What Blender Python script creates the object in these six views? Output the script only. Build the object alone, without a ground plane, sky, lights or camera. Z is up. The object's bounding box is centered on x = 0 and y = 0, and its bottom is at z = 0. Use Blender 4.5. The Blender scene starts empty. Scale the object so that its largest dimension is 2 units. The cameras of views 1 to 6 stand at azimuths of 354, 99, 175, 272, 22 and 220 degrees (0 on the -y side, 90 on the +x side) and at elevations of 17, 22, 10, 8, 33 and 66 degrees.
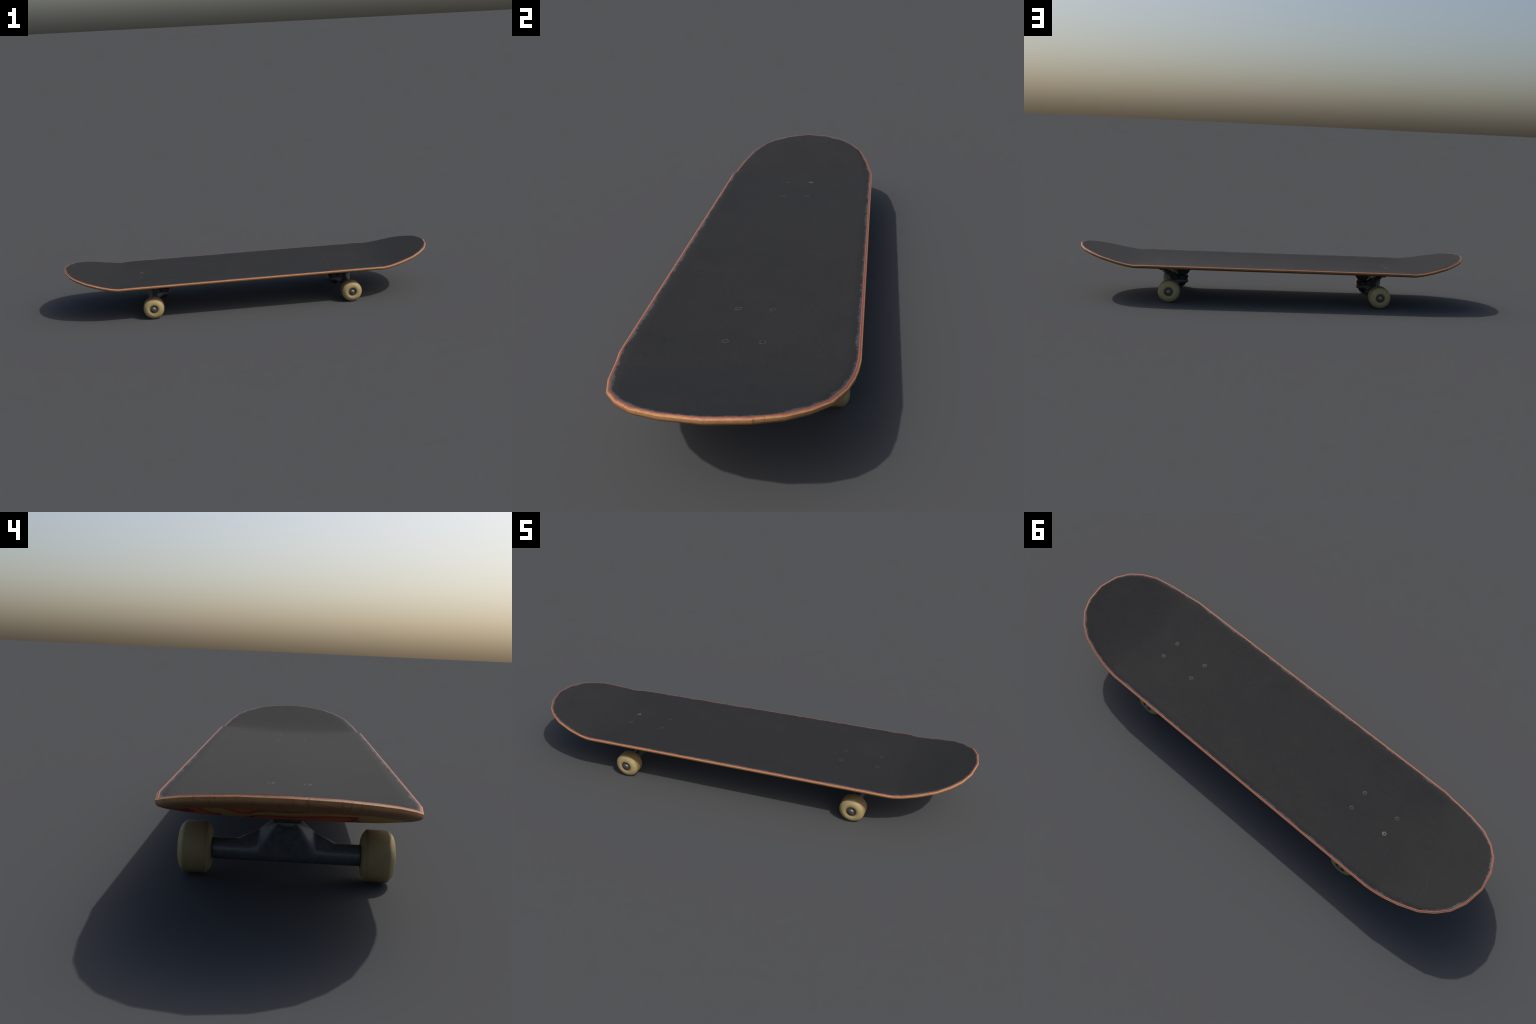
import bpy, bmesh, math, random
from mathutils import Vector, Matrix
random.seed(7)

# ------------------------------------------------------------------ helpers
ROOT = bpy.context.scene.collection

def add_obj(name, me, parent=None, mat=None):
    ob = bpy.data.objects.new(name, me)
    ROOT.objects.link(ob)
    if parent: ob.parent = parent
    if mat is not None:
        me.materials.clear(); me.materials.append(mat)
    return ob

def add_empty(name, parent=None):
    ob = bpy.data.objects.new(name, None)
    ob.empty_display_size = 0.1
    ROOT.objects.link(ob)
    if parent: ob.parent = parent
    return ob

def finish(bm, name, angle=35):
    bmesh.ops.recalc_face_normals(bm, faces=bm.faces)
    for f in bm.faces: f.smooth = True
    for e in bm.edges:
        if len(e.link_faces) == 2 and e.calc_face_angle(0) > math.radians(angle):
            e.smooth = False
    me = bpy.data.meshes.new(name); bm.to_mesh(me); bm.free()
    return me

def lathe(bm, prof, axis_o=(0, 0, 0), axis='Y', seg=48, rot=None):
    """revolve (h, r) profile about an axis; r=0 ends become poles"""
    rings = []
    for h, r in prof:
        ring = []
        n = 1 if r < 1e-7 else seg
        for k in range(n):
            a = 2 * math.pi * (k + .5) / seg
            p = Vector((r * math.cos(a), h, r * math.sin(a))) if axis == 'Y' else Vector((r * math.cos(a), r * math.sin(a), h))
            if rot is not None: p = rot @ p
            ring.append(bm.verts.new(p + Vector(axis_o)))
        rings.append(ring)
    for A, B in zip(rings, rings[1:]):
        for k in range(seg):
            k2 = (k + 1) % seg
            q = [A[k % len(A)], A[k2 % len(A)], B[k2 % len(B)], B[k % len(B)]]
            u = []
            for v in q:
                if v not in u: u.append(v)
            if len(u) > 2: bm.faces.new(u)
    return rings

def hull(bm, pts):
    vs = [bm.verts.new(p) for p in pts]
    r = bmesh.ops.convex_hull(bm, input=vs)
    bad = [g for g in r['geom_interior'] if isinstance(g, bmesh.types.BMVert)]
    bmesh.ops.delete(bm, geom=bad, context='VERTS')

def box(x0, x1, y, z):
    return [(a, b, z) for a in (x0, x1) for b in (-y, y)]

def bevel_sharp(bm, width, ang=30, seg=2):
    bmesh.ops.dissolve_limit(bm, angle_limit=math.radians(1), verts=bm.verts, edges=bm.edges)
    es = [e for e in bm.edges if len(e.link_faces) == 2 and e.calc_face_angle(0) > math.radians(ang)]
    bmesh.ops.bevel(bm, geom=es, offset=width, segments=seg, profile=.5, affect='EDGES', clamp_overlap=True)

# ------------------------------------------------------------------ node helper
class NT:
    def __init__(s, name):
        s.m = bpy.data.materials.new(name); s.m.use_nodes = True
        s.t = s.m.node_tree; s.b = s.t.nodes['Principled BSDF']
    def n(s, typ, **kw):
        nd = s.t.nodes.new(typ)
        for k, v in kw.items(): setattr(nd, k, v)
        return nd
    def put(s, sock, v):
        if isinstance(v, bpy.types.NodeSocket): s.t.links.new(v, sock)
        elif v is not None: sock.default_value = v
    def math(s, op, a, b=None, c=None, clamp=False):
        nd = s.n('ShaderNodeMath', operation=op, use_clamp=clamp)
        for i, v in enumerate((a, b, c)): s.put(nd.inputs[i], v)
        return nd.outputs[0]
    def coord(s, scale=None):
        o = s.n('ShaderNodeTexCoord').outputs['Object']
        if scale is None: return o
        mp = s.n('ShaderNodeMapping'); s.put(mp.inputs['Vector'], o)
        mp.inputs['Scale'].default_value = scale
        return mp.outputs[0]
    def noise(s, scale, detail=3, rough=.5, vec=None, dist=0):
        nd = s.n('ShaderNodeTexNoise')
        s.put(nd.inputs['Vector'], vec if vec is not None else s.coord())
        nd.inputs['Scale'].default_value = scale; nd.inputs['Detail'].default_value = detail
        nd.inputs['Roughness'].default_value = rough; nd.inputs['Distortion'].default_value = dist
        return nd.outputs['Fac']
    def remap(s, v, a, b, c=0., d=1., smooth=False):
        nd = s.n('ShaderNodeMapRange', clamp=True)
        if smooth: nd.interpolation_type = 'SMOOTHSTEP'
        s.put(nd.inputs[0], v)
        for i, x in enumerate((a, b, c, d)): s.put(nd.inputs[i + 1], x)
        return nd.outputs[0]
    def mix(s, f, a, b, blend='MIX'):
        nd = s.n('ShaderNodeMix', data_type='RGBA', blend_type=blend)
        s.put(nd.inputs['Factor'], f)
        for k, v in (('A', a), ('B', b)):
            sk = [i for i in nd.inputs if i.name == k and i.type == 'RGBA'][0]
            s.put(sk, (*v, 1) if isinstance(v, tuple) else v)
        return [o for o in nd.outputs if o.type == 'RGBA'][0]
    def bump(s, h, strength=.3, dist=.001):
        nd = s.n('ShaderNodeBump'); s.put(nd.inputs['Height'], h)
        nd.inputs['Strength'].default_value = strength; nd.inputs['Distance'].default_value = dist
        s.t.links.new(nd.outputs[0], s.b.inputs['Normal'])
    def out(s, col, rough, metal=0., spec=.5):
        s.put(s.b.inputs['Base Color'], (*col, 1) if isinstance(col, tuple) else col)
        s.put(s.b.inputs['Roughness'], rough); s.put(s.b.inputs['Metallic'], metal)
        s.put(s.b.inputs['Specular IOR Level'], spec)
        return s.m

# ------------------------------------------------------------------ deck plan and profile
# half outline of the popsicle shape, nose tip to mid length (x, half width)
OUT = [(1.000, 0.0), (0.9875, .0785), (.961, .1347), (.923, .1752), (.8735, .2077),
       (.802, .2312), (.745, .2425), (.708, .2480), (.668, .2525), (.0, .2525)]
# centre line height of the top face, and how much the long edges rise above it
ZC = [(0, .1800), (.620, .1800), (.660, .1808), (.700, .1836), (.745, .1908), (.802, .2040),
      (.8735, .2226), (.923, .2368), (.961, .2472), (.9875, .2553), (1.001, .2590)]
RISE = [(0, .0138), (.640, .0138), (.670, .0120), (.708, .0068), (.745, .0050), (.802, .0035),
        (.8735, .0018), (.923, .0008), (1.001, 0.0)]
def lerp(tab, x):
    for (a, u), (b, v) in zip(tab, tab[1:]):
        if x <= b: return u + (v - u) * max(0, x - a) / (b - a)
    return tab[-1][1]
def half_w(x):
    return max(1e-4, lerp([(a, b) for a, b in reversed(OUT)], abs(x)))
def z_top(x, y):
    x = abs(x)
    t = min(1.0, abs(y) / .2525)
    return lerp(ZC, x) + lerp(RISE, x) * t ** 2.8

def outline_points():
    """right-hand side (y>0), from +x tip to -x tip, corners kept, a few points between"""
    q = []
    for (a, b) in zip(OUT, OUT[1:]):
        n = 14 if b[0] == 0 else 3
        for k in range(n):
            f = k / n
            q.append((a[0] + (b[0] - a[0]) * f, a[1] + (b[1] - a[1]) * f))
    q.append((0., OUT[-1][1]))
    return q + [(-x, y) for x, y in reversed(q[:-1])]
SIDE = outline_points()

def normals(side):
    """outward plan normals along the y>0 side"""
    res = []
    for i, p in enumerate(side):
        a = side[i - 1] if i > 0 else (side[1][0], -side[1][1])
        b = side[i + 1] if i < len(side) - 1 else (side[-2][0], -side[-2][1])
        n1 = Vector((-(p[1] - a[1]), p[0] - a[0])); n2 = Vector((-(b[1] - p[1]), b[0] - p[0]))
        n = (n1.normalized() + n2.normalized()).normalized()
        if n.dot(Vector((p[0] * .2, p[1] + .01))) < 0: n = -n
        if i == 0: n = Vector((1, 0))
        if i == len(side) - 1: n = Vector((-1, 0))
        res.append(n)
    return res
NRM = normals(SIDE)
COLS = [-1, -.9, -.78, -.64, -.48, -.32, -.16, 0, .16, .32, .48, .64, .78, .9, 1]

def sheet(bm, inset, off):
    """grid over the plan shape, inset from the outline; returns the rim loop (closed)"""
    rows = []
    dz = off if callable(off) else (lambda x, y: off)
    for (x, y), n in zip(SIDE, NRM):
        px, py = x - n.x * inset, max(0., y - n.y * inset)
        if py < 1e-5:
            rows.append([bm.verts.new((px, 0, z_top(px, 0) + dz(px, 0)))])
        else:
            rows.append([bm.verts.new((px, py * c, z_top(px, py * c) + dz(px, py * c))) for c in COLS])
    for A, B in zip(rows, rows[1:]):
        n = len(COLS) - 1
        for k in range(n):
            q = [A[min(k, len(A) - 1)], A[min(k + 1, len(A) - 1)], B[min(k + 1, len(B) - 1)], B[min(k, len(B) - 1)]]
            u = []
            for v in q:
                if v not in u: u.append(v)
            if len(u) > 2: bm.faces.new(u)
    right = [r[-1] for r in rows]; left = [r[0] for r in rows[1:-1]]
    return right + left[::-1]

def rim(bm, inset, dz):
    R = [];
    for (x, y), n in zip(SIDE, NRM):
        px, py = x - n.x * inset, max(0., y - n.y * inset)
        R.append((px, py, z_top(px, py) + dz))
    L = [(x, -y, z) for x, y, z in R[1:-1]]
    return [bm.verts.new(p) for p in R + L[::-1]]

def bridge(bm, A, B):
    n = len(A)
    for k in range(n):
        bm.faces.new([A[k], A[(k + 1) % n], B[(k + 1) % n], B[k]])

def build_deck():
    bm = bmesh.new()
    top = sheet(bm, .0048, -.0006)
    loops = [top, rim(bm, .0, -.0052)]                       # upper chamfer, lit from above
    for inset, dz in ((.0003, -.0100), (.0020, -.0138), (.0060, -.0163), (.0130, -.0180)):
        loops.append(rim(bm, inset, dz))                     # lower edge rolled well under
    # the belly keeps thickening a little toward the middle of the board
    loops.append(sheet(bm, .0210, lambda x, y: -.0193 - .0040 * min(1., max(0., half_w(x) - abs(y) - .021) / .06)))
    for A, B in zip(loops, loops[1:]): bridge(bm, A, B)
    return finish(bm, 'deck', 38)

GRIP_IN = .0078
def build_grip():
    bm = bmesh.new()
    t = sheet(bm, GRIP_IN, .0002)
    r = rim(bm, GRIP_IN - .0006, -.0006)
    b = rim(bm, GRIP_IN - .0002, -.0012)
    bridge(bm, t, r); bridge(bm, r, b)
    return finish(bm, 'grip_tape', 60)

# ------------------------------------------------------------------ materials
def edge_distance(s):
    """plan distance to the deck outline, from the same straight edges the outline has"""
    sep = s.n('ShaderNodeSeparateXYZ'); s.put(sep.inputs[0], s.coord())
    ax = s.math('ABSOLUTE', sep.outputs[0]); ay = s.math('ABSOLUTE', sep.outputs[1])
    d = None
    for a, b in zip(OUT, OUT[1:]):
        n = Vector((a[1] - b[1], -(a[0] - b[0]))); n = Vector((-n.x, -n.y)).normalized()
        if n.x < 0 or n.y < 0: n = -n
        c = n.x * a[0] + n.y * a[1]
        e = s.math('SUBTRACT', c, s.math('ADD', s.math('MULTIPLY', ax, n.x), s.math('MULTIPLY', ay, n.y)))
        d = e if d is None else s.math('MINIMUM', d, e)
    return d, ax, ay, sep

def mat_grip():
    s = NT('black_grip_tape')
    d, ax, ay, sep = edge_distance(s)
    grain = s.noise(300, 3, .65)
    blotch = s.noise(9, 6, .62)
    base = s.mix(s.remap(blotch, .3, .7), (.0172, .0175, .0182), (.0212, .0212, .0214))
    base = s.mix(s.math('MULTIPLY', s.remap(grain, .53, .80), .55), base, (.055, .055, .055))
    # frayed, worn fringe along the outline
    coarse = s.noise(16, 2, .5)
    fine = s.noise(110, 6, .78)
    lim = s.math('ADD', s.remap(coarse, .34, .66, -.0015, .0050), s.remap(fine, .28, .74, -.0045, .0065))
    lim = s.math('ADD', lim, s.math('ADD', s.remap(s.noise(95, 3, .7), .62, .76, 0., .008), GRIP_IN + .0004))
    worn = s.remap(s.math('SUBTRACT', lim, d), -.0022, .0022)
    tone = s.mix(s.noise(160, 2), (.060, .064, .067), (.108, .109, .111))
    col = s.mix(s.math('MULTIPLY', worn, .85), base, tone)
    s.bump(s.noise(900, 2, .7), .35, .0006)
    return s.out(col, .92, 0, .32)

def mat_wood():
    s = NT('maple_deck_wood')
    d, ax, ay, sep = edge_distance(s)
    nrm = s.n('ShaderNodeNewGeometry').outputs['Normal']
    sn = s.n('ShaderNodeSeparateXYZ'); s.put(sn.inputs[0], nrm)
    # raw wood on the rim: long grain plus a few short dark checks near the tips
    grain = s.noise(30, 4, .6, s.coord((1, 3, 14)))
    wood = s.mix(s.remap(grain, .3, .7), (.38, .185, .075), (.50, .255, .105))
    checks = s.noise(85, 4, .7, s.coord((1, 1, .05)))
    ck = s.math('MULTIPLY', s.remap(checks, .56, .68), s.remap(ax, .84, .96, .12, .72))
    wood = s.mix(ck, wood, (.15, .065, .028))
    pink = s.remap(s.noise(38, 2), .52, .70, 0, .45)
    wood = s.mix(pink, wood, (.46, .17, .095))
    # underside shade mixed into the wood: darkened by normal where the rim rolls under
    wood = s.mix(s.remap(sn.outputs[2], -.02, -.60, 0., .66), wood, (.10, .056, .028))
    # red stained top ply showing between rim and tape
    edge = s.math('ADD', d, s.remap(s.noise(120, 3), .3, .7, -.0007, .0007))
    red = s.math('MULTIPLY', s.remap(edge, .0022, .0038), s.remap(sn.outputs[2], .2, .5))
    redc = s.mix(s.noise(60, 3), (.255, .068, .050), (.33, .105, .082))
    col = s.mix(red, wood, redc)
    # painted underside: warm yellow with red flame shapes, bare margin near the rim
    n1 = s.noise(3.4, 2, .5, s.coord((1, 2.2, 1)), .9)
    n1 = s.math('ADD', n1, s.remap(ay, .0, .18, .055, -.06))
    paint = s.mix(s.remap(n1, .515, .527), (.42, .25, .070), (.26, .016, .012))
    paint = s.mix(s.remap(n1, .575, .585), paint, (.56, .11, .03))
    under = s.math('MULTIPLY', s.remap(sn.outputs[2], -.55, -.75), s.remap(s.math('ADD', d, s.remap(grain, .3, .7, -.004, .004)), .020, .028))
    col = s.mix(under, col, paint)
    s.bump(grain, .15, .001)
    return s.out(col, .62, 0, .3)

def mat_urethane():
    s = NT('cream_urethane')
    oc = s.coord()
    b1 = s.noise(22, 4, .6); b2 = s.noise(90, 3, .6)
    col = s.mix(s.remap(b1, .3, .7), (.330, .255, .118), (.440, .345, .165))
    # uneven darker brown tone on the rolling face
    sep = s.n('ShaderNodeSeparateXYZ'); s.put(sep.inputs[0], oc)
    rr = s.math('SQRT', s.math('ADD', s.math('MULTIPLY', sep.outputs[0], sep.outputs[0]), s.math('MULTIPLY', sep.outputs[2], sep.outputs[2])))
    tread = s.remap(rr, .0495, .0540)
    col = s.mix(s.math('MULTIPLY', tread, s.remap(b2, .2, .8, .45, .85)), col, (.215, .150, .070))
    hub = s.remap(rr, .0285, .0215)
    col = s.mix(s.math('MULTIPLY', hub, .5), col, (.19, .14, .062))
    s.bump(b2, .1, .0006)
    return s.out(col, .6, 0, .3)

def mat_metal(name, a, b, rough, metal, scale=60, bump=.15, spec=.5):
    s = NT(name)
    n = s.noise(scale, 4, .65)
    col = s.mix(s.remap(n, .3, .7), a, b)
    s.bump(s.noise(scale * 4, 3, .6), bump, .0005)
    return s.out(col, s.remap(n, .25, .75, rough - .07, rough + .08), metal, spec)

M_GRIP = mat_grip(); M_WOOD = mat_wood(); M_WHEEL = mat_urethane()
M_HANGER = mat_metal('black_cast_metal', (.080, .087, .096), (.128, .136, .147), .38, .25)  # base greys lifted to bring up the sky highlight along the tube
M_BASE = mat_metal('black_base_metal', (.040, .047, .048), (.056, .062, .064), .6, .1)
M_BUSH = NT('dark_purple_rubber').out((.036, .026, .046), .5)
M_RUBBER = NT('black_rubber').out((.010, .010, .011), .85, 0, .25)
M_STEEL = mat_metal('dull_steel', (.20, .20, .215), (.29, .29, .305), .44, .85, 120)
M_BEAR = mat_metal('bearing_shield', (.085, .085, .085), (.12, .118, .11), .42, .6, 120)
M_SHIELD = mat_metal('bearing_dirty_ring', (.10, .075, .030), (.14, .10, .045), .6, .1, 120)
M_SCREW = mat_metal('blackened_screw', (.034, .032, .028), (.056, .052, .045), .62, 0, 220, .2, .30)
M_SCREW2 = mat_metal('browned_screw', (.033, .027, .022), (.056, .046, .038), .62, 0, 220, .2, .30)
M_SCREWB = mat_metal('bare_screw', (.060, .056, .050), (.150, .138, .125), .6, 0, 260, .3, .35)

# ------------------------------------------------------------------ top level
board = add_empty('skateboard')
board['label'] = 'worn skateboard with black grip tape and cream wheels'
board['category'] = 'skateboard'
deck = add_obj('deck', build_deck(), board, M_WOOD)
grip = add_obj('grip_tape', build_grip(), board, M_GRIP)

# ------------------------------------------------------------------ deck screws (head with cross slot)
AX = .534      # axle position along the board
SX, SY = (.4315, .592), .0405
def screw_mesh(name):
    bm = bmesh.new()
    lathe(bm, [(-.012, .0), (-.012, .0035), (-.004, .0035), (-.0005, .0088), (.0003, .0086), (.0005, .0080), (.0005, .0)], seg=20, axis='Z')
    me = finish(bm, name, 40)
    return me
def cross_mesh():
    bm = bmesh.new()
    for w, h in ((.0050, .0010), (.0010, .0050)):
        hull(bm, box(-w, w, h, .0003) + box(-w, w, h, .0008 + (w > .002) * .00006))
    return finish(bm, 'screw_slot', 30)
SCREW, SLOT = screw_mesh('screw'), cross_mesh()
SLOT.materials.append(M_RUBBER)
i = 0
for sx in (1, -1):
    for x in SX:
        for y in (-SY, SY):
            me = SCREW.copy()
            bright = (sx < 0 and x > .5 and y > 0)
            ob = add_obj('screw', me, board, M_SCREWB if bright else (M_SCREW, M_SCREW2)[i % 2])
            ob.location = (sx * x, y, .1801 + (.0001 if bright else .0))
            ob.rotation_euler = (0, 0, random.uniform(0, 1.5))
            sl = add_obj('screw_slot', SLOT, ob)
            i += 1

# ------------------------------------------------------------------ truck parts (built for the +x truck)
TILT = math.radians(10)
KP = Vector((.4760, 0, .0900))                       # point on the kingpin axis
KROT = Matrix.Rotation(-TILT, 3, 'Y')                 # local z up the kingpin; lower end leans outward
def kp(bm, prof, seg=32):
    lathe(bm, prof, KP, 'Z', seg, KROT)

def build_baseplate():
    bm = bmesh.new()
    hull(bm, box(.418, .606, .056, .1655) + box(.420, .604, .054, .1500))
    hull(bm, box(.423, .512, .034, .1520) + box(.4515, .4985, .021, .1085) + [(.4515 , y, .1070) for y in (-.016, .016)])
    hull(bm, box(.545, .600, .034, .1520) + box(.553, .596, .0275, .1290) + box(.556, .593, .0260, .1268))
    bevel_sharp(bm, .0022, 30, 2)
    return finish(bm, 'baseplate', 40)

def build_hanger():
    bm = bmesh.new()
    yc = .157
    lathe(bm, [(-yc, 0), (-yc, .0226), (yc, .0226), (yc, 0)], (AX, 0, .0538), 'Y', 40)
    # pyramid-like body: front rib from the pivot to the tube, sides sloping back to the shoulders
    rib = box(.545, .5740, .0170, .1270) + [(x, y, z) for y in (-.057, .057) for x, z in ((.5575, .066), (.5565, .046), (.512, .055))]
    hull(bm, rib + [(.530, y, .1250) for y in (-.0275, .0275)] + [(.532, y, .0985) for y in (-.0590, .0590)] + [(.526, y, .060) for y in (-.064, .064)])
    hull(bm, [(x, y, z) for y in (-.0570, .0570) for x, z in ((.536, .0985), (.526, .0970), (.5560, .064))] + [(x, y, z) for y in (-.079, .079) for x, z in ((.538, .0885), (.528, .0880))]
         + [(x, y, z) for y in (-.104, .104) for x, z in ((.541, .0755), (.528, .0755), (.554, .060), (.517, .058))])
    # inner shoulder sweeping down to the kingpin ring
    hull(bm, [(x, y, z - abs(y) * .55) for x, z in ((.550, .131), (.526, .124), (.506, .112)) for y in (-.026, -.006, .006, .026)] + [(x, y, .060) for x in (.506, .545) for y in (-.05, .05)])
    hull(bm, [(x, y, z - abs(y) * .5) for x, z in ((.509, .113), (.488, .095)) for y in (-.028, -.007, .007, .028)] + [(x, y, .060) for x in (.488, .530) for y in (-.045, .045)])
    # arm to the ring
    hull(bm, [(.520, y, z) for y in (-.046, .046) for z in (.044, .080)] + [(.478, y, z) for y in (-.0305, .0305) for z in (.0660, .0830)])
    kp(bm, [(-.0245, 0), (-.0245, .0335), (-.0070, .0335), (-.0070, 0)], 40)
    # pivot stub
    lathe(bm, [(.115, 0), (.115, .0145), (.128, .0125), (.128, 0)], (.569, 0, 0), 'Z', 24)
    bmesh.ops.recalc_face_normals(bm, faces=bm.faces)
    me = bpy.data.meshes.new('hanger'); bm.to_mesh(me); bm.free()
    ob = add_obj('hanger', me)
    r = ob.modifiers.new('r', 'REMESH'); r.mode = 'VOXEL'; r.voxel_size = .0017
    sm = ob.modifiers.new('s', 'SMOOTH'); sm.factor = .5; sm.iterations = 32
    dg = bpy.context.evaluated_depsgraph_get()
    new = bpy.data.meshes.new_from_object(ob.evaluated_get(dg))
    bpy.data.objects.remove(ob); bpy.data.meshes.remove(me)
    new.name = 'hanger'
    for p in new.polygons: p.use_smooth = True
    return new

def build_bushing():
    bm = bmesh.new()
    kp(bm, [(-.0080, 0), (-.0080, .0270), (.0000, .0285), (.0065, .0270), (.0085, .0235), (.0085, 0)])       # upper barrel
    kp(bm, [(-.0420, 0), (-.0420, .0165), (-.0385, .0205), (-.0240, .0245), (-.0240, 0)])                     # lower cone
    return finish(bm, 'bushing', 40)

def build_washer():
    bm = bmesh.new()
    kp(bm, [(.0080, 0), (.0080, .0285), (.0120, .0285), (.0120, 0)])
    kp(bm, [(-.0445, 0), (-.0445, .0175), (-.0405, .0195), (-.0405, 0)])
    return finish(bm, 'washer', 30)

def build_kingpin():
    bm = bmesh.new()
    kp(bm, [(-.0580, 0), (-.0580, .0052), (.02, .0055), (.02, 0)], 16)
    kp(bm, [(-.0540, 0), (-.0540, .0095), (-.0525, .0110), (-.0440, .0110), (-.0440, 0)], 6)
    return finish(bm, 'kingpin', 30)

def build_bolts():
    bm = bmesh.new()
    for x in SX:
        for y in (-SY, SY):
            lathe(bm, [(.1435, 0), (.1435, .0085), (.1510, .0085), (.1510, 0)], (x, y, 0), 'Z', 6)
            lathe(bm, [(.1395, 0), (.1395, .0040), (.1440, .0040), (.1440, 0)], (x, y, 0), 'Z', 12)
    return finish(bm, 'mounting_nut', 30)

def build_axle():
    bm = bmesh.new()
    lathe(bm, [(-.2235, 0), (-.2235, .0055), (.2235, .0055), (.2235, 0)], (AX, 0, .0545), 'Y', 20)
    return finish(bm, 'axle', 40)

PARTS = [('baseplate', build_baseplate(), M_BASE), ('hanger', build_hanger(), M_HANGER),
         ('bushing', build_bushing(), M_BUSH), ('washer', build_washer(), M_RUBBER),
         ('kingpin', build_kingpin(), M_BEAR), ('mounting_nut', build_bolts(), M_BEAR), ('axle', build_axle(), M_STEEL)]
for nm, me, mt in PARTS: me.materials.clear(); me.materials.append(mt)
for k in (0, 1):
    tr = add_empty('truck', board)
    tr.rotation_euler = (0, 0, math.pi * k)
    for nm, me, mt in PARTS:
        add_obj(nm, me, tr)

# ------------------------------------------------------------------ wheels (local y points outward, centred on the axle)
RW = .0545
def build_wheel():
    bm = bmesh.new()
    prof = [(-.0290, .0205), (-.0345, .0215), (-.0350, .0300), (-.0343, .0375), (-.0326, .0424), (-.0310, .0452), (-.0252, .0527), (-.0232, .0541), (-.0212, RW),
            (.0186, RW), (.0208, .0541), (.0228, .0527), (.0296, .0452), (.0314, .0424), (.0334, .0375), (.0342, .0330), (.0339, .0280),
            (.0329, .0240), (.0314, .0216), (.0255, .0212), (.0255, .0190), (-.0290, .0190), (-.0290, .0205)]
    lathe(bm, prof, seg=44)
    bmesh.ops.remove_doubles(bm, verts=bm.verts, dist=1e-6)
    return finish(bm, 'wheel', 48)
def build_bearing():
    bm = bmesh.new()
    for sgn, h in ((1, .0312), (-1, -.0300)):
        lathe(bm, [(h - sgn * .006, .0212), (h, .0209), (h, .0186), (h - sgn * .0022, .0182), (h - sgn * .006, .0182)], seg=40)
    return finish(bm, 'bearing', 40)
def build_bearing_face():
    bm = bmesh.new()
    lathe(bm, [(.0205, .0060), (.0205, .0190), (.0280, .0188), (.0284, .0150), (.0284, .0060)], seg=36)
    lathe(bm, [(-.0205, .0060), (-.0205, .0190), (-.0285, .0188), (-.0285, .0060)], seg=36)
    return finish(bm, 'bearing_face', 40)
def build_nut():
    bm = bmesh.new()
    lathe(bm, [(.0200, 0), (.0200, .0135), (.0300, .0135), (.0318, .0125), (.0318, 0)], seg=6)
    lathe(bm, [(.0310, .0115), (.0328, .0110), (.0348, .0090), (.0358, .0060), (.0362, 0)], seg=24)
    return finish(bm, 'axle_nut', 40)
WH = [build_wheel(), build_bearing(), build_bearing_face(), build_nut()]
for me, mt in zip(WH, (M_WHEEL, M_BEAR, M_SHIELD, M_STEEL)): me.materials.clear(); me.materials.append(mt)
for sx in (1, -1):
    for sy in (1, -1):
        w = add_obj('wheel', WH[0], board)
        w.location = (sx * AX, sy * .1895, RW)
        # turn outward; spin each wheel differently about its axle
        w.rotation_euler = (Matrix.Rotation(0 if sy > 0 else math.pi, 3, 'Z') @ Matrix.Rotation(random.uniform(0, 6.28), 3, 'Y')).to_euler()
        for nm, me in zip(('bearing', 'bearing_face', 'axle_nut'), WH[1:]):
            add_obj(nm, me, w)
